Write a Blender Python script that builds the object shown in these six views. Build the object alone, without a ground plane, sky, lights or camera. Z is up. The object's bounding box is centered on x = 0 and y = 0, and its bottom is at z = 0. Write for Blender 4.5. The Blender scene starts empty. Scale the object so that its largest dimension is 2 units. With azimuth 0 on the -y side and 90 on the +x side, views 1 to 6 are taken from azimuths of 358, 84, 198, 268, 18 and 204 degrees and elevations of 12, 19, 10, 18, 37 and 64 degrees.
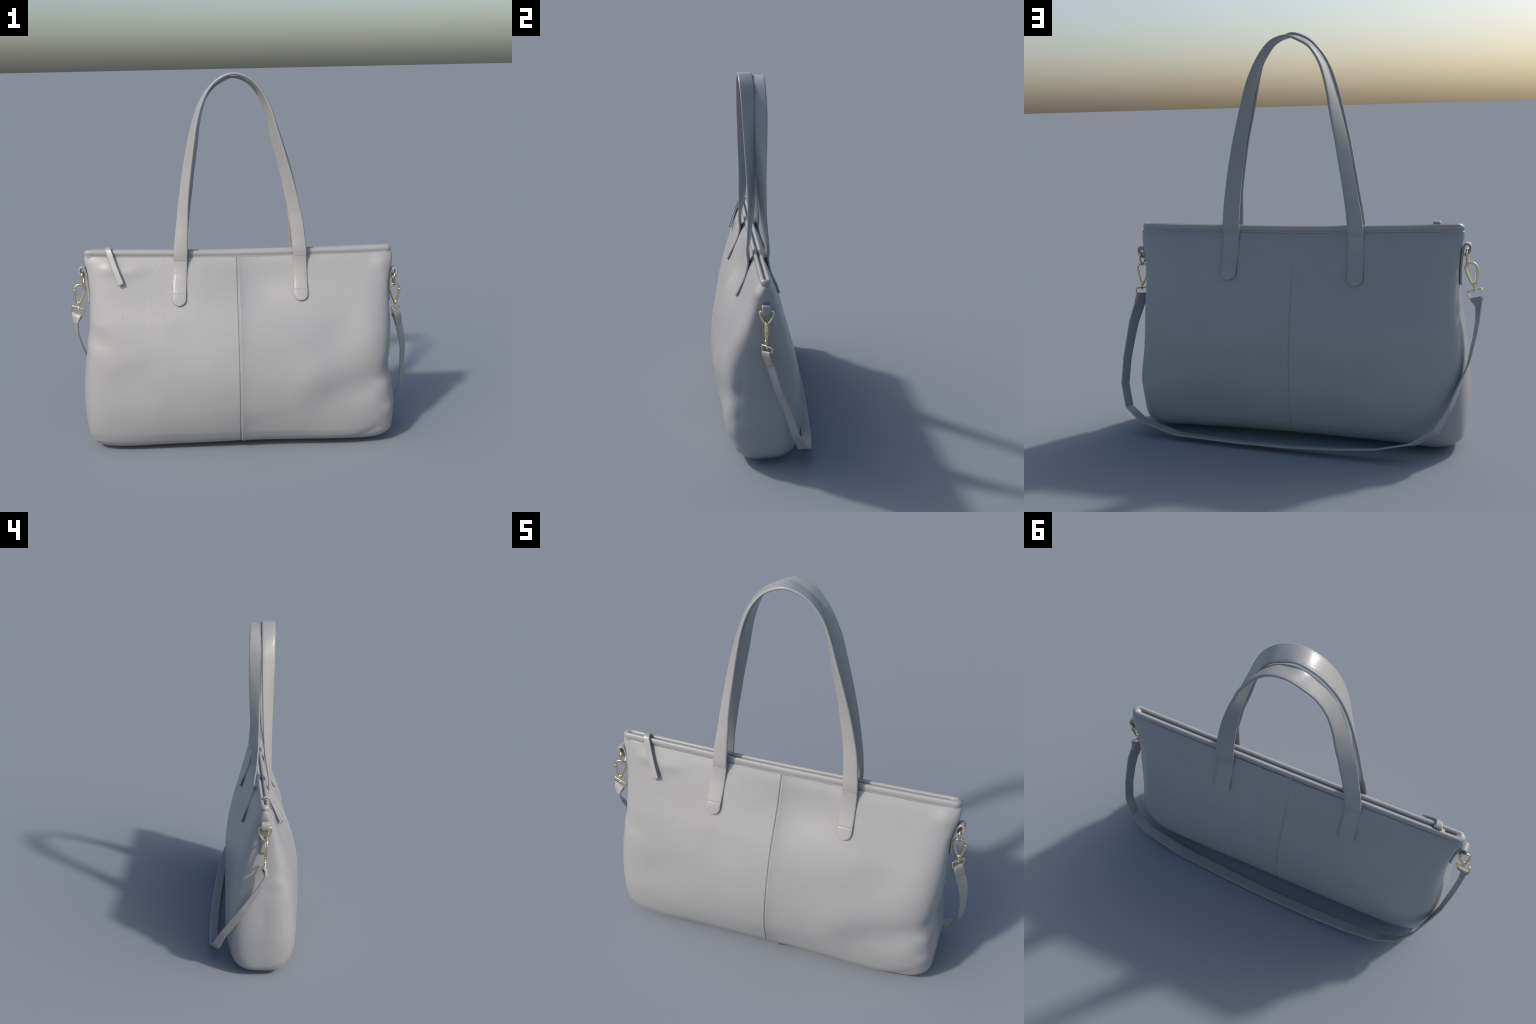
"""Light grey leather tote bag with two tall shoulder handles, a zip top,
gold side hardware and a long detachable cross-body strap."""
import bpy, math, random
import numpy as np
from mathutils import Vector
from mathutils.bvhtree import BVHTree
from mathutils import noise as mnoise

random.seed(7)
rng = np.random.default_rng(7)

# ------------------------------------------------------------------ materials
def new_mat(name):
    m = bpy.data.materials.new(name)
    m.use_nodes = True
    nt = m.node_tree
    return m, nt, nt.nodes["Principled BSDF"]


def leather(name, base, rough=0.42, wrinkle=0.35, grain_scale=260.0, coat=0.14):
    """Smooth coated leather: faint mottling, fine pores, patchy creases."""
    m, nt, b = new_mat(name)
    N, L = nt.nodes.new, nt.links.new
    tc = N("ShaderNodeTexCoord")
    mott = N("ShaderNodeTexNoise"); mott.inputs["Scale"].default_value = 3.2
    mott.inputs["Detail"].default_value = 3.0
    L(tc.outputs["Object"], mott.inputs["Vector"])
    ramp = N("ShaderNodeValToRGB")
    d = 0.035
    ramp.color_ramp.elements[0].position = 0.3
    ramp.color_ramp.elements[1].position = 0.7
    ramp.color_ramp.elements[0].color = (*[c * (1 - d) for c in base], 1)
    ramp.color_ramp.elements[1].color = (*[c * (1 + d) for c in base], 1)
    L(mott.outputs["Fac"], ramp.inputs["Fac"])
    L(ramp.outputs["Color"], b.inputs["Base Color"])
    # roughness varies a little
    rn = N("ShaderNodeTexNoise"); rn.inputs["Scale"].default_value = 7.0
    L(tc.outputs["Object"], rn.inputs["Vector"])
    rr = N("ShaderNodeMapRange")
    rr.inputs["To Min"].default_value = rough - 0.05
    rr.inputs["To Max"].default_value = rough + 0.07
    L(rn.outputs["Fac"], rr.inputs["Value"])
    L(rr.outputs["Result"], b.inputs["Roughness"])
    # creases: warped, stretched noise masked into patches
    wmap = N("ShaderNodeMapping"); wmap.inputs["Scale"].default_value = (1.0, 1.0, 0.45)
    L(tc.outputs["Object"], wmap.inputs["Vector"])
    wn = N("ShaderNodeTexNoise"); wn.inputs["Scale"].default_value = 46.0
    wn.inputs["Detail"].default_value = 4.0; wn.inputs["Distortion"].default_value = 1.6
    L(wmap.outputs["Vector"], wn.inputs["Vector"])
    mask = N("ShaderNodeTexNoise"); mask.inputs["Scale"].default_value = 3.6
    L(tc.outputs["Object"], mask.inputs["Vector"])
    mr = N("ShaderNodeMapRange")
    mr.inputs["From Min"].default_value = 0.48; mr.inputs["From Max"].default_value = 0.72
    L(mask.outputs["Fac"], mr.inputs["Value"])
    mul = N("ShaderNodeMath"); mul.operation = "MULTIPLY"
    L(wn.outputs["Fac"], mul.inputs[0]); L(mr.outputs["Result"], mul.inputs[1])
    vor = N("ShaderNodeTexVoronoi"); vor.inputs["Scale"].default_value = grain_scale
    L(tc.outputs["Object"], vor.inputs["Vector"])
    b1 = N("ShaderNodeBump"); b1.inputs["Strength"].default_value = wrinkle
    b1.inputs["Distance"].default_value = 0.006
    L(mul.outputs["Value"], b1.inputs["Height"])
    b2 = N("ShaderNodeBump"); b2.inputs["Strength"].default_value = 0.05
    b2.inputs["Distance"].default_value = 0.001
    L(vor.outputs["Distance"], b2.inputs["Height"])
    L(b1.outputs["Normal"], b2.inputs["Normal"])
    L(b2.outputs["Normal"], b.inputs["Normal"])
    b.inputs["Coat Weight"].default_value = coat
    b.inputs["Coat Roughness"].default_value = 0.25
    return m


GREY = (0.322, 0.322, 0.323)
MAT_BODY = leather("body_leather", GREY, 0.34, 0.22)
MAT_HANDLE = leather("handle_leather", (0.325, 0.323, 0.317), 0.30, 0.26)
MAT_STRAP = leather("strap_leather", (0.315, 0.309, 0.303), 0.45, 0.10)
MAT_THREAD = leather("thread", (0.35, 0.344, 0.333), 0.5, 0.0)


def simple(name, col, rough, metal=0.0):
    m, nt, b = new_mat(name)
    N, L = nt.nodes.new, nt.links.new
    tc = N("ShaderNodeTexCoord")
    n = N("ShaderNodeTexNoise"); n.inputs["Scale"].default_value = 30
    L(tc.outputs["Object"], n.inputs["Vector"])
    r = N("ShaderNodeValToRGB")
    r.color_ramp.elements[0].color = (*[c * 0.94 for c in col], 1)
    r.color_ramp.elements[1].color = (*[min(1, c * 1.06) for c in col], 1)
    L(n.outputs["Fac"], r.inputs["Fac"]); L(r.outputs["Color"], b.inputs["Base Color"])
    b.inputs["Roughness"].default_value = rough
    b.inputs["Metallic"].default_value = metal
    return m


MAT_GOLD = simple("pale_gold_metal", (0.83, 0.71, 0.45), 0.24, 1.0)
MAT_LINING = simple("dark_lining", (0.10, 0.095, 0.09), 0.9)
MAT_TAPE = simple("zip_tape", (0.17, 0.166, 0.16), 0.8)

# ------------------------------------------------------------------ helpers
ROOT = bpy.data.objects.new("tote_bag", None)
bpy.context.scene.collection.objects.link(ROOT)
ROOT["label"] = "light grey leather tote bag with tall handles and shoulder strap"
ROOT["category"] = "handbag"


def add(name, verts, faces, mat, parent=None, smooth=True, stuff=False, normals=None):
    me = bpy.data.meshes.new(name)
    me.from_pydata([tuple(map(float, v)) for v in verts], [], faces)
    me.materials.append(mat)
    if smooth:
        me.polygons.foreach_set("use_smooth", [True] * len(me.polygons))
    me.update()
    if normals is not None:
        me.normals_split_custom_set_from_vertices([tuple(map(float, n)) for n in normals])
    o = bpy.data.objects.new(name, me)
    bpy.context.scene.collection.objects.link(o)
    o.parent = parent or ROOT
    if stuff:
        o["kind"] = "stuff"
    return o


def smoothstep(a, b, x):
    t = np.clip((np.asarray(x, float) - a) / (b - a), 0, 1)
    return t * t * (3 - 2 * t)


def catmull(P, n):
    """Centripetal-ish Catmull-Rom through the rows of P, n points even in arc length."""
    P = np.asarray(P, float)
    k = len(P)
    Q = np.vstack([2 * P[0] - P[1], P, 2 * P[-1] - P[-2]])
    ts = np.linspace(0, k - 1, 40 * (k - 1) + 1)
    i = np.minimum(ts.astype(int), k - 2)
    t = (ts - i)[:, None]
    a, b, c, d = Q[i], Q[i + 1], Q[i + 2], Q[i + 3]
    C = 0.5 * (2 * b + (c - a) * t + (2 * a - 5 * b + 4 * c - d) * t ** 2 + (3 * b - a - 3 * c + d) * t ** 3)
    return resample(C, n)


def resample(C, n):
    s = np.r_[0, np.cumsum(np.linalg.norm(np.diff(C, axis=0), axis=1))]
    q = np.linspace(0, s[-1], n) if np.isscalar(n) else np.asarray(n) * s[-1]
    return np.stack([np.interp(q, s, C[:, j]) for j in range(C.shape[1])], 1)


def unit(a):
    return a / np.maximum(np.linalg.norm(a, axis=-1, keepdims=True), 1e-9)


def grid_faces(nu, nv, wrap_u=False, wrap_v=False):
    f = []
    for j in range(nv if wrap_v else nv - 1):
        for i in range(nu if wrap_u else nu - 1):
            i2, j2 = (i + 1) % nu, (j + 1) % nv
            f.append((j * nu + i, j * nu + i2, j2 * nu + i2, j2 * nu + i))
    return f


def tube(path, r, sides=10, closed=False, flat=1.0, up=None):
    """Round (or flattened) wire along a polyline."""
    P = np.asarray(path, float)
    T = unit(np.roll(P, -1, 0) - np.roll(P, 1, 0)) if closed else unit(np.gradient(P, axis=0))
    ref = np.array(up if up is not None else (0.31, 0.9, 0.2))
    U = unit(np.cross(T, ref)); W = np.cross(T, U)
    R = np.broadcast_to(np.asarray(r, float), (len(P),))
    V = []
    for p, u, w, rr in zip(P, U, W, R):
        for a in np.linspace(0, 2 * math.pi, sides, endpoint=False):
            V.append(p + rr * (math.cos(a) * u + flat * math.sin(a) * w))
    F = grid_faces(sides, len(P), True, closed)
    if not closed:
        F.append(tuple(range(sides))[::-1])
        F.append(tuple((len(P) - 1) * sides + i for i in range(sides)))
    return V, F


def merge(parts):
    V, F = [], []
    for v, f in parts:
        o = len(V)
        V += list(v); F += [tuple(i + o for i in q) for q in f]
    return V, F


# ------------------------------------------------------------------ bag body
# rows from the mouth down: height, front y and back y at the middle, left and
# right end, fullness exponents of the plan section (end squareness, face flatness),
# and the extra belly of the middle of the front
ROWS = np.array([
    (1.031, -0.0400, 0.0000, -0.820, 0.806, 18.0, 2.6, 0.000),
    (1.0355, -0.0440, 0.0030, -0.826, 0.811, 18.0, 2.6, 0.000),
    (1.034, -0.0475, 0.0060, -0.829, 0.814, 18.0, 2.6, 0.000),
    (1.027, -0.0515, 0.0105, -0.832, 0.817, 17.0, 2.6, 0.000),
    (1.000, -0.0650, 0.027, -0.830, 0.818, 15.0, 2.8, 0.001),
    (0.956, -0.083, 0.042, -0.817, 0.811, 14.0, 3.4, 0.002),
    (0.873, -0.114, 0.069, -0.808, 0.794, 12.0, 4.0, 0.007),
    (0.794, -0.141, 0.092, -0.809, 0.790, 11.0, 4.2, 0.016),
    (0.712, -0.169, 0.116, -0.815, 0.792, 10.0, 4.2, 0.026),
    (0.630, -0.194, 0.139, -0.826, 0.797, 10.0, 4.2, 0.033),
    (0.546, -0.216, 0.158, -0.840, 0.802, 10.0, 4.0, 0.037),
    (0.460, -0.234, 0.173, -0.850, 0.804, 10.0, 3.9, 0.039),
    (0.375, -0.247, 0.183, -0.855, 0.807, 10.0, 3.8, 0.037),
    (0.280, -0.253, 0.188, -0.856, 0.810, 10.0, 3.7, 0.029),
    (0.200, -0.249, 0.185, -0.854, 0.812, 10.0, 3.6, 0.018),
    (0.130, -0.236, 0.174, -0.850, 0.815, 10.0, 3.6, 0.010),
    (0.075, -0.213, 0.156, -0.840, 0.808, 10.0, 3.5, 0.004),
    (0.042, -0.190, 0.135, -0.816, 0.790, 9.0, 3.4, 0.002),
    (0.020, -0.160, 0.108, -0.780, 0.764, 8.0, 3.2, 0.000),
    (0.008, -0.122, 0.072, -0.738, 0.726, 7.0, 3.0, 0.000),
    (0.004, -0.075, 0.028, -0.700, 0.680, 6.0, 2.6, 0.000),
])


def mouth_lift(x):
    """The zip edge sags in the middle and lifts towards the left end."""
    return np.interp(x, [-0.84, -0.7, -0.5, -0.25, 0.0, 0.4, 0.65, 0.82],
                     [0.018, 0.013, 0.007, 0.000, -0.003, -0.003, -0.001, 0.003])


def plan(xL, xR, yF, yB, yc, n, mF, mB, frac):
    """Closed plan outline: front from left end to right end, then back again."""
    xc, X = (xL + xR) / 2, (xR - xL) / 2
    th = np.linspace(0, math.pi, 1600)
    th = 0.5 * th + 0.5 * (math.pi / 2) * (1 - np.cos(th))
    c, s = np.cos(th), np.sin(th)
    x = xc - X * np.sign(c) * np.abs(c) ** (2 / n)
    f = np.stack([x, yc + (yF - yc) * s ** (2 / mF)], 1)
    b = np.stack([x, yc + (yB - yc) * s ** (2 / mB)], 1)
    return np.vstack([resample(f, frac)[:-1], resample(b, frac)[::-1][:-1]])


SEAM_X = -0.0155
mid = 0.5
fr = np.concatenate([np.linspace(0, mid - 0.022, 120), np.linspace(mid - 0.022, mid + 0.022, 60)[1:-1],
                     np.linspace(mid + 0.022, 1, 120)])
HALF = len(fr) - 1
rows = catmull(ROWS, 200)
NU, NV = 2 * HALF, len(rows)
G = np.zeros((NV, NU, 3))
for j, (z, yF, yB, xL, xR, n, m, belly) in enumerate(rows):
    yc = np.interp(z, [0, 0.3, 0.8, 1.04], [-0.045, -0.045, -0.028, -0.018])
    G[j, :, :2] = plan(xL, xR, yF, yB, yc, n, m, m + 0.3, fr)
    G[j, :, 2] = z
    w = np.clip((yc - G[j, :, 1]) / (yc - yF), 0, 1)
    G[j, :, 1] -= belly * w * np.exp(-np.abs(G[j, :, 0] / 0.52) ** 2.2)
# mouth sag, raised belly
X, Z = G[..., 0].copy(), G[..., 2].copy()
G[..., 2] += mouth_lift(X) * smoothstep(0.80, 1.03, Z)
bell = np.interp(X, [-0.85, -0.7, -0.45, 0.0, 0.5, 0.72, 0.82], [-0.001, 0.000, 0.008, 0.016, 0.011, 0.004, 0.005])
bell = bell - 0.003 + 0.015 * smoothstep(-0.06, 0.10, G[..., 1]) * (1 - smoothstep(0.5, 0.8, np.abs(X)))
G[..., 2] += bell * (1 - smoothstep(0.03, 0.16, Z))


def grid_normals(G):
    du = np.roll(G, -1, 1) - np.roll(G, 1, 1)
    dv = np.gradient(G, axis=0)
    return unit(np.cross(dv, du))


def blob(x, z, cx, cz, rx, rz, tilt=0.0):
    c, s = math.cos(tilt), math.sin(tilt)
    a, b = (x - cx) * c + (z - cz) * s, -(x - cx) * s + (z - cz) * c
    return np.exp(-(a / rx) ** 2 - (b / rz) ** 2)


Nn = grid_normals(G)
X, Y, Z = G[..., 0], G[..., 1], G[..., 2]
front = smoothstep(0.2, -0.5, Nn[..., 1])          # 1 on the front face
fr_soft = smoothstep(0.6, -0.1, Nn[..., 1])
D = np.zeros_like(X)
# soft hollows and puffs of the front
D += fr_soft * (-0.011 * blob(X, Z, -0.770, 0.630, 0.085, 0.036, -0.45)
                                + 0.004 * blob(X, Z, -0.64, 0.50, 0.12, 0.05, 0.4)
                - 0.006 * blob(X, Z, 0.46, 0.56, 0.30, 0.09, 0.75)
                - 0.022 * blob(X, Z, 0.09, 0.885, 0.24, 0.115, -0.1)
                - 0.022 * front * blob(X, Z, -0.66, 0.39, 0.25, 0.20, 0.2)
                - 0.015 * blob(X, Z, 0.68, 0.365, 0.18, 0.085, 0.25)
                - 0.009 * blob(X, Z, 0.56, 0.33, 0.22, 0.09, 0.30)
                + 0.010 * blob(X, Z, 0.50, 0.08, 0.22, 0.045)
                - 0.016 * front * blob(X, Z, 0.82, 0.42, 0.06, 0.16)
                + 0.018 * blob(X, Z, 0.36, 0.42, 0.13, 0.10, 0.6)
                + 0.022 * blob(X, Z, 0.70, 0.66, 0.12, 0.17, 0.1)
                                - 0.006 * blob(X, Z, 0.08, 0.16, 0.16, 0.05, 0.1)
                - 0.013 * front * blob(X, Z, 0.795, 0.43, 0.07, 0.030, 0.5)
                + 0.010 * blob(X, Z, 0.76, 0.36, 0.06, 0.035, 0.3)
                - 0.013 * front * blob(X, Z, 0.80, 0.275, 0.075, 0.028, 0.5)
                + 0.006 * blob(X, Z, 0.75, 0.20, 0.07, 0.04, 0.3)
                - 0.006 * blob(X, Z, 0.70, 0.10, 0.10, 0.025, 0.4)
                + 0.005 * blob(X, Z, -0.70, 0.985, 0.05, 0.03)
                + 0.005 * blob(X, Z, -0.58, 0.97, 0.07, 0.03)
                + 0.010 * blob(X, Z, 0.76, 0.985, 0.05, 0.04))
# left end: pinched below the tab, tucked fold above the base
rightend = smoothstep(0.3, 0.9, Nn[..., 0])
D += rightend * (0.013 * np.exp(-((Z - 0.28) / 0.09) ** 2) - 0.007 * np.exp(-((Z - 0.58) / 0.13) ** 2))
leftend = smoothstep(-0.3, -0.9, Nn[..., 0])
D += leftend * (0.007 * np.exp(-((Z - 0.29) / 0.12) ** 2 - ((Y + 0.06) / 0.10) ** 2) + 0.003)
D += leftend * (-0.004 * np.exp(-((Z - 0.55) / 0.030) ** 2 - ((Y + 0.10) / 0.07) ** 2)
                + 0.006 * np.exp(-((Z - 0.63) / 0.035) ** 2 - ((Y + 0.09) / 0.06) ** 2)
                - 0.003 * np.exp(-((Z - 0.38) / 0.10) ** 2 - ((Y + 0.03) / 0.04) ** 2))
D += smoothstep(0.1, -0.6, Nn[..., 0]) * smoothstep(0.3, -0.3, Nn[..., 1]) * (
    -0.004 * np.exp(-((Z - 0.062 - 0.25 * (-Y - 0.1)) / 0.012) ** 2) * smoothstep(0.02, -0.12, Y))
# low broad waviness of the skin
wav = np.array([[mnoise.noise(Vector((p[0] * 3.1, p[1] * 4.0 + 9.0, p[2] * 3.4))) for p in r[::2]] for r in G[::2]])
wav = np.repeat(np.repeat(wav, 2, 0), 2, 1)[:NV, :NU]
for _ in range(3):
    wav = (wav + np.roll(wav, 1, 1) + np.roll(wav, -1, 1)) / 3
    wav[1:-1] = (wav[1:-1] + wav[:-2] + wav[2:]) / 3
D += 0.0025 * wav * smoothstep(1.03, 0.9, Z)
# centre seams: groove with the right-hand panel folded proud beside it
xs = SEAM_X - 0.004 * smoothstep(0.5, 0.06, Z)
q = X - xs
seam = -0.0060 * np.exp(-((q + 0.0022) / 0.0032) ** 2) + 0.0085 * smoothstep(-0.001, 0.006, q) * np.exp(-np.maximum(q - 0.005, 0) / 0.034)
D += front * seam * smoothstep(0.015, 0.06, Z)
back = smoothstep(-0.2, 0.5, Nn[..., 1])
D += back * 0.42 * (-0.0070 * np.exp(-((q - 0.001) / 0.0035) ** 2) + 0.0055 * smoothstep(0.001, -0.006, q) * np.exp(-np.maximum(-q - 0.005, 0) / 0.022)) * (0.45 + 0.55 * smoothstep(1.0, 0.7, Z))
G = G + Nn * D[..., None]
G[..., 2] = np.maximum(G[..., 2], 0.0006)
Nn = grid_normals(G)

bodyV = G.reshape(-1, 3)
bodyF = grid_faces(NU, NV, True)
BVH = BVHTree.FromPolygons([tuple(v) for v in bodyV], bodyF)


def body_y(x, z, side=-1):
    h = BVH.ray_cast(Vector((x, side * 1.0, z)), Vector((0, -side, 0)))
    return h[0].y if h[0] is not None else None


def body_x(y, z, side):
    h = BVH.ray_cast(Vector((side * 2.0, y, z)), Vector((-side, 0, 0)))
    return h[0].x


# panels share one surface; they part at the centre seams and at the bag's ends
ms = int(np.argmin(np.abs(G[NV // 2, :HALF, 0] - SEAM_X)))
mb = HALF + int(np.argmin(np.abs(G[NV // 2, HALF:, 0] - SEAM_X)))


def panel(name, i0, i1):
    idx = [i % NU for i in range(i0, i1 + 1)]
    V = G[:, idx].reshape(-1, 3)
    add(name, V, [f[::-1] for f in grid_faces(len(idx), NV)], MAT_BODY, normals=Nn[:, idx].reshape(-1, 3))


panel("front_panel", 0, ms)
panel("front_panel", ms, HALF)
panel("back_panel", HALF, mb)
panel("back_panel", mb, NU)
# base: closes the bottom ring row by row
ring = G[-1]
cols = HALF + 1
f_idx = list(range(0, HALF + 1)); b_idx = [(NU - i) % NU for i in range(0, HALF + 1)]
K = 8
BV = [ring[f_idx[i]] * (1 - k / K) + ring[b_idx[i]] * (k / K) for k in range(K + 1) for i in range(cols)]
add("base", BV, grid_faces(cols, K + 1), MAT_BODY)

# ------------------------------------------------------------------ rim
def stadium(xL, xR, yF, yB, cap, n=90, m=14):
    yc, h = (yF + yB) / 2, (yB - yF) / 2
    pts = [(x, yF) for x in np.linspace(xL + cap, xR - cap, n)]
    pts += [(xR - cap + cap * math.sin(a), yc - h * math.cos(a)) for a in np.linspace(0, math.pi, m)[1:-1]]
    pts += [(x, yB) for x in np.linspace(xR - cap, xL + cap, n)]
    pts += [(xL + cap - cap * math.sin(a), yc + h * math.cos(a)) for a in np.linspace(0, math.pi, m)[1:-1]]
    return np.array(pts)


# cross section of the rolled edge: (height, outward offset from the centre line, end offset)
roll = [(1.026, 0.0225, -0.005), (1.036, 0.0232, -0.003), (1.0425, 0.0230, -0.003), (1.0450, 0.0238, -0.0020),
        (1.0480, 0.0256, -0.0003), (1.0545, 0.0258, -0.001), (1.0620, 0.0244, -0.005), (1.0672, 0.0212, -0.012),
        (1.0695, 0.0165, -0.018), (1.0688, 0.0115, -0.026), (1.0650, 0.0068, -0.036), (1.0580, 0.0042, -0.046),
        (1.0420, 0.0038, -0.052)]
rollc = catmull(roll, 40)
RV = []
for z, h, e in rollc:
    yc = -0.0200
    P = stadium(-0.834 - e, 0.815 + e, yc - h, yc + h, max(0.004, 0.032 + e))
    lift = mouth_lift(P[:, 0])
    RV += [(x, y, z + l) for (x, y), l in zip(P, lift)]
nring = len(P)
rim = add("rim", RV, [f[::-1] for f in grid_faces(nring, len(rollc), True)][::1], MAT_BODY)
# zip tape lying in the mouth with two rows of teeth
tx = np.linspace(-0.80, 0.785, 120)
TV, TF = [], []
for x in tx:
    z = 1.0560 + mouth_lift(x)
    TV += [(x, -0.0280, z - 0.004), (x, -0.0225, z), (x, -0.0175, z), (x, -0.0120, z - 0.004)]
add("zip_tape", TV, grid_faces(4, len(tx)), MAT_TAPE)


def box(c, u, v, w, a, b, d):
    """Small box: centre c, axes u v w, half sizes a b d."""
    V = [np.array(c) + sx * a * u + sy * b * v + sz * d * w for sx in (-1, 1) for sy in (-1, 1) for sz in (-1, 1)]
    F = [(0, 1, 3, 2), (4, 6, 7, 5), (0, 4, 5, 1), (2, 3, 7, 6), (0, 2, 6, 4), (1, 5, 7, 3)]
    return V, F


ex, ey, ez = np.eye(3)
teeth = []
for k, x in enumerate(np.arange(-0.79, 0.775, 0.0065)):
    teeth.append(box((x, -0.0200 + (0.0012 if k % 2 else -0.0016), 1.0565 + mouth_lift(x)), ex, ey, ez, 0.0022, 0.0028, 0.0012))
add("zip_teeth", *merge(teeth), MAT_TAPE, smooth=False, stuff=True)

# ------------------------------------------------------------------ stitches
def stitch(c, t, n, length=0.0085, r=0.0017):
    """One thread stitch: a small capsule hump lying along t, on normal n."""
    t = np.asarray(t, float); n = np.asarray(n, float); c = np.asarray(c, float)
    b = np.cross(n, t)
    V, F = [], []
    prof = [(-0.5, 0.25), (-0.33, 0.9), (0, 1.05), (0.33, 0.9), (0.5, 0.25)]
    for s, k in prof:
        for a in np.linspace(0, 2 * math.pi, 6, endpoint=False):
            V.append(c + t * s * length + r * k * (math.cos(a) * b + math.sin(a) * n) - n * r * (1 - k) * 0.9)
    F = grid_faces(6, 5, True) + [tuple(range(6))[::-1], tuple(range(24, 30))]
    return V, F


st = []
for side in (-1, 1):
    for x in np.arange(-0.80, 0.79, 0.0125):
        z = 1.0448 + mouth_lift(x)
        st.append(stitch((x, -0.0200 + side * 0.0240, z), unit(np.array((1, 0, 0.25))), np.array((0, side, 0.1)), 0.0085, 0.0014))
add("rim_stitching", *merge(st), MAT_THREAD, parent=rim, stuff=True)

# ------------------------------------------------------------------ handles
def ribbon(A, B, th, section, end_round=0.0, flip=1.0):
    """Flat strap between edge curves A and B (same count).  section: list of
    (across -1..1, height in units of th) closed loop.  Ends may be rounded."""
    C, Wd = (A + B) / 2, B - A
    T = unit(np.gradient(C, axis=0))
    W = unit(Wd - (Wd * T).sum(1, keepdims=True) * T)
    half = np.abs((Wd * W).sum(1)) / 2
    Nrm = unit(np.cross(T, W)) * flip
    s = np.r_[0, np.cumsum(np.linalg.norm(np.diff(C, axis=0), axis=1))]
    if end_round > 0:
        d = np.minimum(s, s[-1] - s)
        k = np.clip(d / end_round, 0, 1)
        half = half * np.sqrt(np.clip(1 - (1 - k) ** 2.05, 0.0025, 1))
    V = []
    for c, w, n, h in zip(C, W, Nrm, half):
        for a, e in section:
            V.append(c + w * h * a + n * th * e)
    m = len(section)
    F = grid_faces(m, len(C), True)
    F += [tuple(range(m))[::-1], tuple((len(C) - 1) * m + i for i in range(m))]
    return V, F, C, T, W, Nrm, half, s


def handle_section(n=26):
    """Rounded edges, gently padded face, sunk stitch line near each edge."""
    top, bot = [], []
    for a in np.linspace(-1, 1, n):
        edge = math.sqrt(max(0, 1 - max(0, (abs(a) - 0.90) / 0.10) ** 2))
        pad = 0.10 * (1 - a * a) - 0.09 * math.exp(-((abs(a) - 0.80) / 0.05) ** 2)
        top.append((a, 0.5 * edge + pad * edge))
        bot.append((a, -(0.5 * edge + pad * edge)))
    return top + bot[::-1][1:-1]


def dense_ends(n, d, r, tot):
    k = np.linspace(0, 1, 14) ** 1.6 * r / tot
    foot = np.linspace(r, 0.27, 110)[1:] / tot
    return np.concatenate([k, foot, np.linspace(0.27 / tot, 1 - 0.27 / tot, n)[1:-1], 1 - foot[::-1], 1 - k[::-1]])


def make_handle(inner, outer, side, foot_l, foot_r, flip):
    """inner/outer: edge control points (x, y, z) of the free arch, left to right;
    feet: (x of first edge, x of second edge, z of tip) on the bag's face."""
    def with_feet(E, k):
        L, R = [], []
        for zz in np.linspace(0, 1, 6)[:-1]:
            for foot, lst, top in ((foot_l, L, E[0]), (foot_r, R, E[-1])):
                z = foot[2] + (top[2] - foot[2]) * zz
                x = foot[k] + (top[0] - foot[k]) * zz
                y0 = body_y(x, min(z, 1.02), side) + side * (0.0078 if side < 0 else 0.0092)
                f = min(1.0, max(0.0, (z - 0.86) / 0.20)) ** 1.25
                lst.append((x, y0 * (1 - f) + top[1] * f, z))
        return catmull(np.array(L + [tuple(e) for e in E] + R[::-1]), 900)
    A, B = with_feet(inner, 0), with_feet(outer, 1)
    tot = 2.6
    fr = np.unique(np.r_[dense_ends(230, 0, 0.036, tot), 0.5])
    fa = lambda E: (lambda k: np.vstack([resample(E[:k + 1], fr[fr <= 0.5] * 2)[:-1], resample(E[k:], fr[fr >= 0.5] * 2 - 1)]))(int(np.argmax(E[:, 2])))
    A, B = fa(A), fa(B)
    V, F, C, T, W, N, half, s = ribbon(A, B, 0.0112, handle_section(), 0.036, flip)
    V = np.array(V).reshape(len(C), -1, 3)
    m = V.shape[1]
    # pressed cross lines where the foot is sewn down: at the mouth and near the tip
    arc = np.minimum(s, s[-1] - s)
    for d0 in (0.060, 0.240):
        g = np.exp(-((arc - d0) / 0.0030) ** 2)
        dent = (N * (0.0015 * g)[:, None])[:, None, :]
        V[:, 2:24] -= dent
        V[:, 28:-2] += dent
    h = add("handle", V.reshape(-1, 3), [f if flip < 0 else f for f in F], MAT_HANDLE)
    # stitches along both edges
    st = []
    for e, f in ((-0.80, 1), (0.80, 1), (-0.80, -1), (0.80, -1)):
        for q in np.arange(0.018, s[-1] - 0.018, 0.0125):
            c = np.array([np.interp(q, s, C[:, k]) for k in range(3)])
            t = unit(np.array([np.interp(q, s, T[:, k]) for k in range(3)]))
            w = unit(np.array([np.interp(q, s, W[:, k]) for k in range(3)]))
            n = unit(np.array([np.interp(q, s, N[:, k]) for k in range(3)]))
            hh = np.interp(q, s, half)
            st.append(stitch(c + w * hh * e + n * 0.0049 * f, unit(t + 0.25 * e * w), n * f, 0.0085, 0.0016))
    add("handle_stitching", *merge(st), MAT_THREAD, parent=h, stuff=True)
    return h


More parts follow.
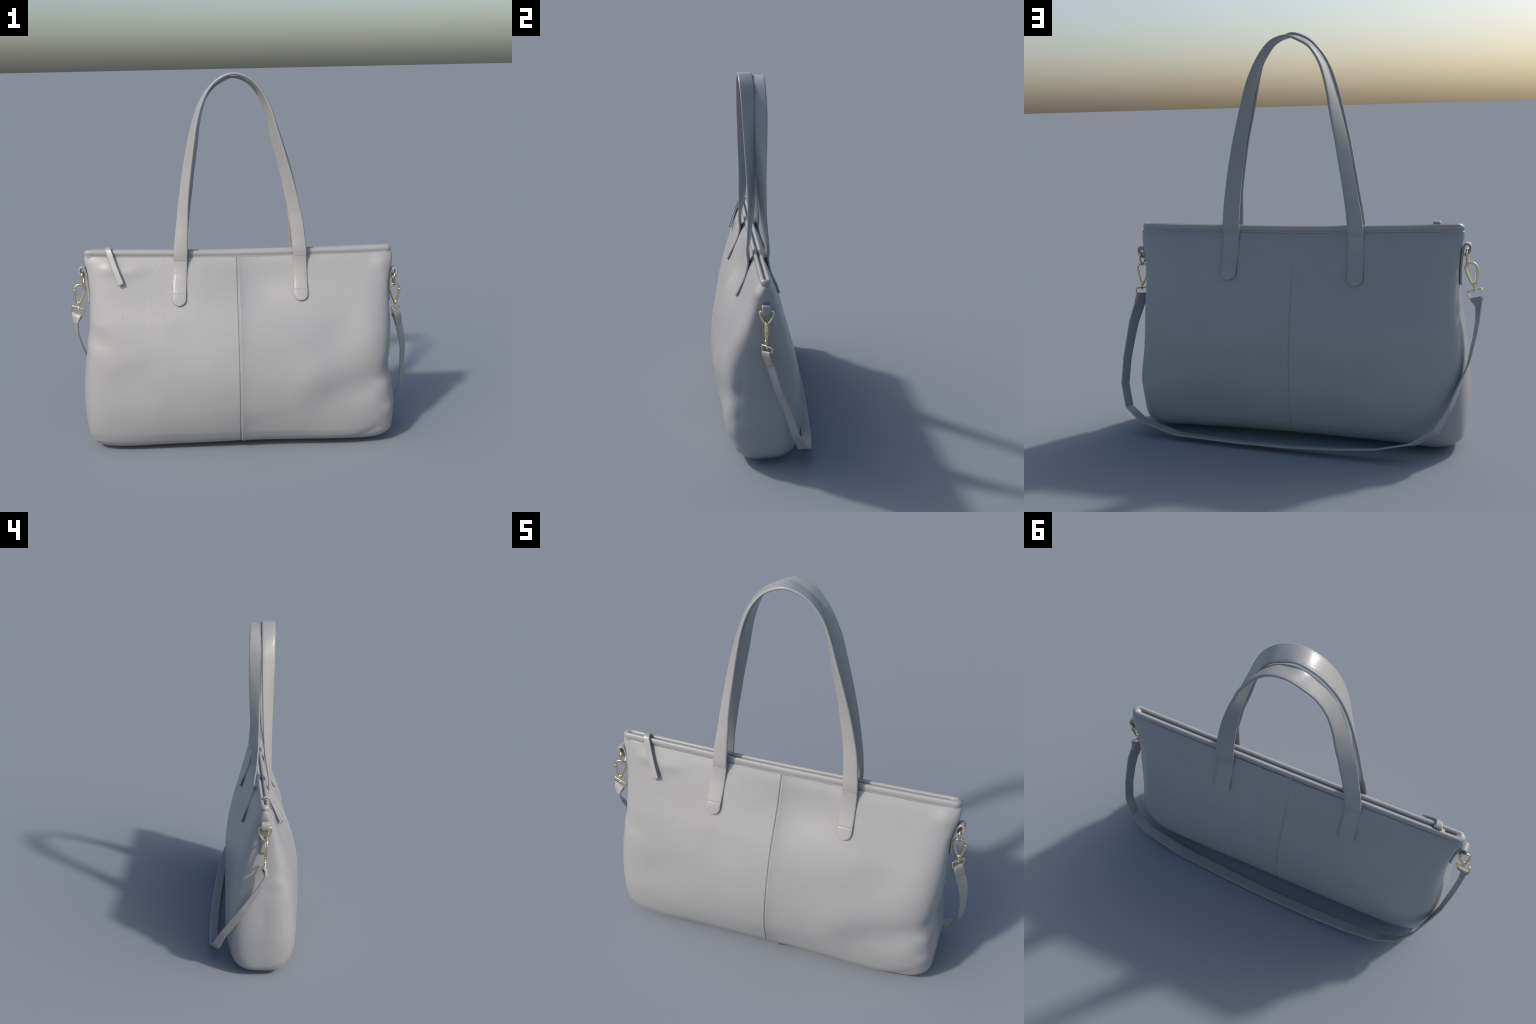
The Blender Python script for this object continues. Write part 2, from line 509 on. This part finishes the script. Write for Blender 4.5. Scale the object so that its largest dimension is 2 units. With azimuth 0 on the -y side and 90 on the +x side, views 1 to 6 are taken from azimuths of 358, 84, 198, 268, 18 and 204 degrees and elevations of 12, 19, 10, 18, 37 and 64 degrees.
# each strap makes a half twist on its way over: the edge that faces outwards at the
# right foot is the one that faces inwards at the left foot
front_a = [(-0.279, -0.079, 1.065), (-0.275, -0.078, 1.145), (-0.270, -0.077, 1.240), (-0.266, -0.076, 1.324),
           (-0.257, -0.076, 1.410), (-0.245, -0.078, 1.495), (-0.233, -0.080, 1.580), (-0.220, -0.081, 1.663),
           (-0.203, -0.083, 1.746), (-0.180, -0.084, 1.826), (-0.146, -0.085, 1.900), (-0.091, -0.086, 1.962),
           (-0.015, -0.087, 1.992), (0.062, -0.085, 1.968), (0.117, -0.082, 1.915), (0.157, -0.080, 1.850),
           (0.185, -0.079, 1.777), (0.209, -0.076, 1.702), (0.233, -0.073, 1.627), (0.256, -0.071, 1.550),
           (0.278, -0.068, 1.474), (0.299, -0.066, 1.395), (0.317, -0.066, 1.316), (0.334, -0.069, 1.237),
           (0.344, -0.074, 1.156), (0.352, -0.080, 1.072)]
front_b = [(-0.353, -0.064, 1.065), (-0.345, -0.050, 1.150), (-0.333, -0.034, 1.235), (-0.323, -0.026, 1.310),
           (-0.309, -0.020, 1.398), (-0.294, -0.017, 1.488), (-0.276, -0.014, 1.577), (-0.255, -0.012, 1.665),
           (-0.229, -0.010, 1.751), (-0.197, -0.009, 1.833), (-0.152, -0.008, 1.906), (-0.092, -0.008, 1.962),
           (-0.018, -0.008, 1.990), (0.045, -0.007, 1.960), (0.092, -0.007, 1.921), (0.123, -0.009, 1.862),
           (0.142, -0.010, 1.798), (0.158, -0.010, 1.733), (0.173, -0.012, 1.666), (0.189, -0.013, 1.600),
           (0.206, -0.015, 1.533), (0.222, -0.018, 1.466), (0.234, -0.022, 1.398), (0.247, -0.027, 1.330),
           (0.259, -0.034, 1.261), (0.268, -0.046, 1.194), (0.273, -0.056, 1.124), (0.278, -0.066, 1.070)]
back_a = [(-0.285, 0.042, 1.065), (-0.279, 0.043, 1.150), (-0.268, 0.046, 1.244), (-0.258, 0.050, 1.324),
          (-0.246, 0.054, 1.403), (-0.236, 0.059, 1.481), (-0.224, 0.065, 1.559), (-0.212, 0.069, 1.636),
          (-0.201, 0.072, 1.713), (-0.184, 0.073, 1.788), (-0.158, 0.072, 1.861), (-0.114, 0.070, 1.925),
          (-0.060, 0.068, 1.957), (-0.010, 0.066, 1.975), (0.040, 0.063, 1.966), (0.083, 0.062, 1.940),
          (0.132, 0.062, 1.880), (0.171, 0.062, 1.810), (0.205, 0.058, 1.736), (0.231, 0.053, 1.658),
          (0.257, 0.046, 1.578), (0.280, 0.040, 1.498), (0.301, 0.035, 1.416), (0.318, 0.033, 1.332),
          (0.333, 0.032, 1.247), (0.344, 0.036, 1.162), (0.350, 0.041, 1.076)]
back_b = [(-0.361, 0.026, 1.065), (-0.347, 0.012, 1.150), (-0.327, 0.004, 1.250), (-0.312, 0.002, 1.343),
          (-0.298, 0.003, 1.429), (-0.279, 0.003, 1.513), (-0.259, 0.003, 1.596), (-0.236, 0.004, 1.679),
          (-0.211, 0.004, 1.760), (-0.181, 0.004, 1.838), (-0.133, 0.004, 1.907), (-0.070, 0.004, 1.960),
          (-0.015, 0.004, 1.973), (0.054, 0.004, 1.945), (0.108, 0.001, 1.878), (0.142, -0.001, 1.805),
          (0.167, -0.003, 1.728), (0.187, -0.005, 1.649), (0.205, -0.006, 1.569), (0.223, -0.007, 1.487),
          (0.238, -0.006, 1.405), (0.251, -0.003, 1.323), (0.259, 0.004, 1.243), (0.264, 0.015, 1.160),
          (0.267, 0.029, 1.075)]
front_b = [(x, y + 0.004 * float(smoothstep(1.3, 1.7, z)), z) for x, y, z in front_b]
back_b = [(x, y - 0.007 * float(smoothstep(1.3, 1.7, z)), z) for x, y, z in back_b]
def spread(E):
    """Open the arch a touch: the wire-thin edge curves run inside the padded strap."""
    return [(x + 0.004 * math.tanh((x + 0.015) / 0.05) * float(smoothstep(1.6, 1.85, z)), y, z) for x, y, z in E]


front_a, front_b, back_a, back_b = map(spread, (front_a, front_b, back_a, back_b))
make_handle(front_a, front_b, -1, (-0.293, -0.369, 0.798), (0.354, 0.278, 0.806), -1)
make_handle(back_a, back_b, 1, (-0.291, -0.371, 0.797), (0.353, 0.273, 0.806), 1)

# ------------------------------------------------------------------ side tabs and D-rings
def flat_section(k=0.12):
    """Flat strip with chamfered edges."""
    return [(-1, -0.28), (-1 + k, -0.5), (1 - k, -0.5), (1, -0.28), (1, 0.28), (1 - k, 0.5), (-1 + k, 0.5), (-1, 0.28)]


def soft_section(n=14):
    t = [(a, 0.5 * math.sqrt(max(0, 1 - max(0, (abs(a) - 0.8) / 0.2) ** 2))) for a in np.linspace(-1, 1, n)]
    return t + [(a, -e) for a, e in t[::-1][1:-1]]


def strip(path, wdir, half, th, sec=None, n=None):
    P = catmull(path, n) if n else np.asarray(path, float)
    w = np.asarray(wdir, float)
    w = np.broadcast_to(w, P.shape)
    hw = np.broadcast_to(np.asarray(half, float), (len(P),))[:, None]
    return ribbon(P - w * hw, P + w * hw, th, sec or soft_section(), 0.0, 1.0)[:2]


def side_tab(side, yc, z_bot, z_top, x_off):
    """Strip sewn flat on the end, curling outwards and back into a loop."""
    th = 0.011
    path = []
    for z in np.linspace(z_bot, z_top - 0.045, 7):
        path.append((body_x(yc, z, side) + side * (0.0065), yc, z))
    xb, zb = path[-1][0], path[-1][2]
    s = side
    loop = [(xb + s * 0.003, zb + 0.016), (xb + s * 0.009, zb + 0.031), (xb + s * 0.020, zb + 0.039),
            (xb + s * 0.031, zb + 0.035), (xb + s * 0.036, zb + 0.022), (xb + s * 0.033, zb + 0.006),
            (xb + s * 0.025, zb - 0.006), (xb + s * 0.013, zb - 0.013), (xb + s * 0.010, zb - 0.015)]
    path += [(x, yc, z) for x, z in loop]
    V, F = strip(path, (0, 1, 0), 0.0235, th, n=60)
    return add("side_tab", V, F, MAT_HANDLE), (xb + s * 0.021, zb + 0.012)


def round_loop(pts, n=80):
    P = np.asarray(pts, float)
    Q = np.vstack([P[-2:], P, P[:3]])
    C = catmull(Q, 400)
    # cut one period
    k0 = np.argmin(np.linalg.norm(C[:200] - P[0], axis=1)); 
    k1 = 150 + np.argmin(np.linalg.norm(C[150:] - P[0], axis=1))
    return resample(C[k0:k1 + 1], n + 1)[:-1]


def d_ring(parent, xt, zt, bottom, yc):
    """Wire ring: straight bar inside the tab loop, U hanging down to the hook."""
    xb, yb, zb = bottom
    f = lambda y, t: (xt + (xb - xt) * t, y, zt + (zb - zt) * t)
    P = [f(yc - 0.026, 0), f(yc, 0), f(yc + 0.026, 0), f(yc + 0.033, 0.10), f(yc + 0.034, 0.25), f(yc + 0.029, 0.52),
         f(yc + 0.018, 0.80), f(yc + 0.008, 0.96), f(yc, 1.0), f(yc - 0.008, 0.96), f(yc - 0.018, 0.80),
         f(yc - 0.029, 0.52), f(yc - 0.034, 0.25), f(yc - 0.033, 0.10)]
    V, F = tube(round_loop(P, 90), 0.0053, 10, True, up=(1, 0.02, 0.1))
    return add("d_ring", V, F, MAT_GOLD, parent=parent)


def snap_hook(top, bot, hdir, half, gate_side, buckle):
    """Lobster-style snap hook: pear-shaped wire loop, gate, swivel stud and a
    trapezoid strap buckle below."""
    top, bot, h = np.array(top), np.array(bot), unit(np.array(hdir, float))
    ax = bot - top
    f = lambda a, t: top + ax * t + h * half * a
    P = [f(0, 0.0), f(0.6, 0.035), f(0.97, 0.16), f(0.95, 0.32), f(0.70, 0.58), f(0.38, 0.84), f(0.17, 0.97),
         f(0, 1.0), f(-0.17, 0.97), f(-0.38, 0.84), f(-0.70, 0.58), f(-0.95, 0.32), f(-0.97, 0.16), f(-0.6, 0.035)]
    C = round_loop(P, 100)
    up = np.cross(unit(ax), h)
    V, F = tube(C, 0.0060, 10, True, up=up)
    # solid neck below the loop
    V2, F2 = tube([bot + unit(ax) * d for d in (-0.016, -0.008, 0.0, 0.006, 0.010)], [0.006, 0.0085, 0.0085, 0.008, 0.004], 12, up=up)
    hook = add("snap_hook", *merge([(V, F), (V2, F2)]), MAT_GOLD)
    # gate: slightly thicker sleeve on one limb with a knuckle at its top
    g = [f(gate_side * a, t) for a, t in ((0.98, 0.27), (0.95, 0.33), (0.84, 0.45), (0.70, 0.58), (0.52, 0.73), (0.38, 0.84))]
    V, F = tube(catmull(g, 18), [0.0075] + [0.0066] * 16 + [0.0060], 10, up=up)
    add("hook_gate", V, F, MAT_GOLD, parent=hook)
    a, b, c, d = [np.array(p, float) for p in buckle]     # top a, top b, bottom b, bottom a
    m = (a + b) / 2
    V, F = tube([bot + unit(ax) * 0.006, m - (bot - m) * 0.2, m - unit(bot - m) * 0.009], [0.0042, 0.0042, 0.0046], 10, up=h)
    V2, F2 = tube([m - unit(bot - m) * 0.005, m - unit(bot - m) * 0.0115], [0.0068, 0.0062], 10, up=h)
    add("swivel", *merge([(V, F), (V2, F2)]), MAT_GOLD, parent=hook)
    pts = []
    corners = [a, b, c, d]
    for i in range(4):
        p, q, r = corners[i - 1], corners[i], corners[(i + 1) % 4]
        u1, u2 = unit(p - q), unit(r - q)
        k = 0.010
        for t in np.linspace(0, 1, 5):
            pts.append((q + u1 * k) * (1 - t) ** 2 + 2 * t * (1 - t) * q + (q + u2 * k) * t ** 2)
        for t in (0.33, 0.66):
            pts.append((q + u2 * k) * (1 - t) + (r - u2 * k) * t)
    V, F = tube(pts, 0.0045, 10, True, up=np.cross(b - a, d - a))
    add("strap_buckle", V, F, MAT_GOLD, parent=hook)
    return hook


tabR, (rx, rz) = side_tab(1, -0.022, 0.764, 0.950, 0)
d_ring(tabR, rx, rz - 0.002, (0.833, -0.025, 0.846), -0.022)
tabL, (lx, lz) = side_tab(-1, -0.022, 0.800, 1.000, 0)
d_ring(tabL, lx, lz - 0.002, (-0.848, -0.026, 0.888), -0.022)

buckR = [(0.818, -0.050, 0.727), (0.869, 0.001, 0.725), (0.866, -0.003, 0.690), (0.824, -0.046, 0.687)]
buckL = [(-0.914, -0.024, 0.783), (-0.844, -0.031, 0.760), (-0.862, -0.028, 0.722), (-0.917, -0.012, 0.738)]
snap_hook((0.833, -0.027, 0.856), (0.842, -0.027, 0.745), (0.99, 0.10, 0.05), 0.027, 1, buckR)
snap_hook((-0.860, -0.030, 0.899), (-0.879, -0.027, 0.790), (-0.97, -0.12, 0.15), 0.027, 1, buckL)

# ------------------------------------------------------------------ shoulder strap
strap_far = np.array([(0.864, -0.005, 0.690), (0.884, 0.010, 0.625), (0.903, 0.028, 0.550), (0.911, 0.046, 0.480),
                      (0.915, 0.091, 0.373), (0.914, 0.131, 0.241), (0.873, 0.177, 0.135), (0.778, 0.213, 0.071),
                      (0.579, 0.241, 0.029), (0.250, 0.264, 0.026), (-0.020, 0.277, 0.030), (-0.243, 0.282, 0.041),
                      (-0.447, 0.282, 0.058), (-0.619, 0.277, 0.101), (-0.720, 0.258, 0.164), (-0.782, 0.222, 0.259),
                      (-0.842, 0.150, 0.395), (-0.872, 0.108, 0.463), (-0.896, 0.043, 0.570), (-0.906, 0.003, 0.632),
                      (-0.912, -0.024, 0.688), (-0.911, -0.022, 0.742)])
strap_far[2:-2, 1] += 0.003
strap_near = np.array([(0.826, -0.045, 0.688), (0.842, -0.030, 0.620), (0.866, -0.008, 0.540), (0.878, 0.012, 0.470),
                       (0.887, 0.057, 0.358), (0.890, 0.092, 0.231), (0.854, 0.129, 0.123), (0.753, 0.166, 0.066),
                       (0.545, 0.186, 0.021), (0.235, 0.208, 0.016), (-0.035, 0.221, 0.018), (-0.262, 0.227, 0.028),
                       (-0.470, 0.228, 0.046), (-0.650, 0.226, 0.084), (-0.747, 0.215, 0.148), (-0.802, 0.186, 0.246),
                       (-0.838, 0.117, 0.360), (-0.860, 0.080, 0.437), (-0.880, 0.012, 0.553), (-0.888, -0.022, 0.622),
                       (-0.884, -0.042, 0.684), (-0.866, -0.030, 0.730)])
strap_near[2:-2, 1] += 0.003


def poly_edges(E, k=6):
    out = []
    for a, b in zip(E[:-1], E[1:]):
        out += [a + (b - a) * t for t in np.linspace(0, 1, k, endpoint=False)]
    return np.array(out + [E[-1]])


V, F, C, T, W, N, half, s = ribbon(poly_edges(strap_far), poly_edges(strap_near), 0.0085, flat_section(0.10))
strap = add("shoulder_strap", V, F, MAT_STRAP)
strap.data.set_sharp_from_angle(angle=math.radians(24))


def strap_loop(bar_a, bar_b, down_a, down_b, out):
    """Turned-over end of the strap: wraps the buckle bar and is sewn back on itself."""
    A0, B0, A1, B1 = [np.array(p, float) for p in (bar_a, bar_b, down_a, down_b)]
    o = unit(np.array(out, float)); r = 0.0075
    def edge(p, q):
        d = unit(q - p); Lq = np.linalg.norm(q - p)
        pts = [p + d * Lq + o * 0.0015, p + d * Lq * 0.55 + o * 0.0065, p + d * 0.012 + o * 0.0095]
        pts += [p + r * (math.cos(a) * o - math.sin(a) * d) for a in np.linspace(0, math.pi, 7)]
        pts += [p + d * 0.012 - o * 0.008, p + d * Lq * 0.5 - o * 0.004, p + d * Lq - o * 0.002]
        return catmull(pts, 40)
    V, F = ribbon(edge(A0, A1), edge(B0, B1), 0.007, soft_section(10))[:2]
    add("strap_end_loop", V, F, MAT_STRAP, parent=strap)


strap_loop(buckR[2], buckR[3], strap_far[1], strap_near[1], (0.7, -0.7, 0.1))
strap_loop(buckL[3], buckL[2], strap_far[-2], strap_near[-2], (-0.2, -0.97, 0.1))

# ------------------------------------------------------------------ zip slider and leather puller
lift = float(mouth_lift(-0.705)) - 0.007
sl = [box((-0.722, -0.020, 1.064 + lift), ex, ey, ez, 0.016, 0.0062, 0.006),
      box((-0.706, -0.020, 1.078 + lift), ex, ey, ez, 0.019, 0.006, 0.004)]
slider = add("zip_slider", *merge(sl), MAT_GOLD, smooth=False)
pl_dir = unit(np.array((0.97, 0.10, 0.06)))
outer = [(-0.706, -0.012, 1.0795 + lift), (-0.706, -0.018, 1.086 + lift), (-0.705, -0.032, 1.089 + lift), (-0.702, -0.047, 1.083 + lift),
         (-0.693, -0.060, 1.060 + lift), (-0.676, -0.080, 1.020), (-0.655, -0.103, 0.968), (-0.632, -0.125, 0.912)]
inner = [(-0.706, -0.024, 1.0785 + lift), (-0.704, -0.040, 1.0765 + lift), (-0.700, -0.0495, 1.065 + lift), (-0.692, -0.056, 1.045 + lift),
         (-0.675, -0.071, 1.015), (-0.653, -0.091, 0.966), (-0.630, -0.112, 0.912)]
w_tilt = [unit(np.array((0.98, -0.05, 0.02 + 0.37 * min(1, max(0, (k - 0.12) / 0.25))))) for k in np.linspace(0, 1, 40)]
parts = [strip(catmull(outer, 40), np.array(w_tilt), 0.0165, 0.0062),
         strip(catmull(inner, 40), np.array(w_tilt), 0.0155, 0.0062)]
add("zip_puller", *merge(parts), MAT_HANDLE)

# ------------------------------------------------------------------ recalc face winding where closed
import bmesh
for o in bpy.data.objects:
    if o.type == "MESH" and not o.name.startswith(("front_panel", "back_panel")):
        bm = bmesh.new(); bm.from_mesh(o.data)
        bmesh.ops.recalc_face_normals(bm, faces=bm.faces)
        bm.to_mesh(o.data); bm.free()
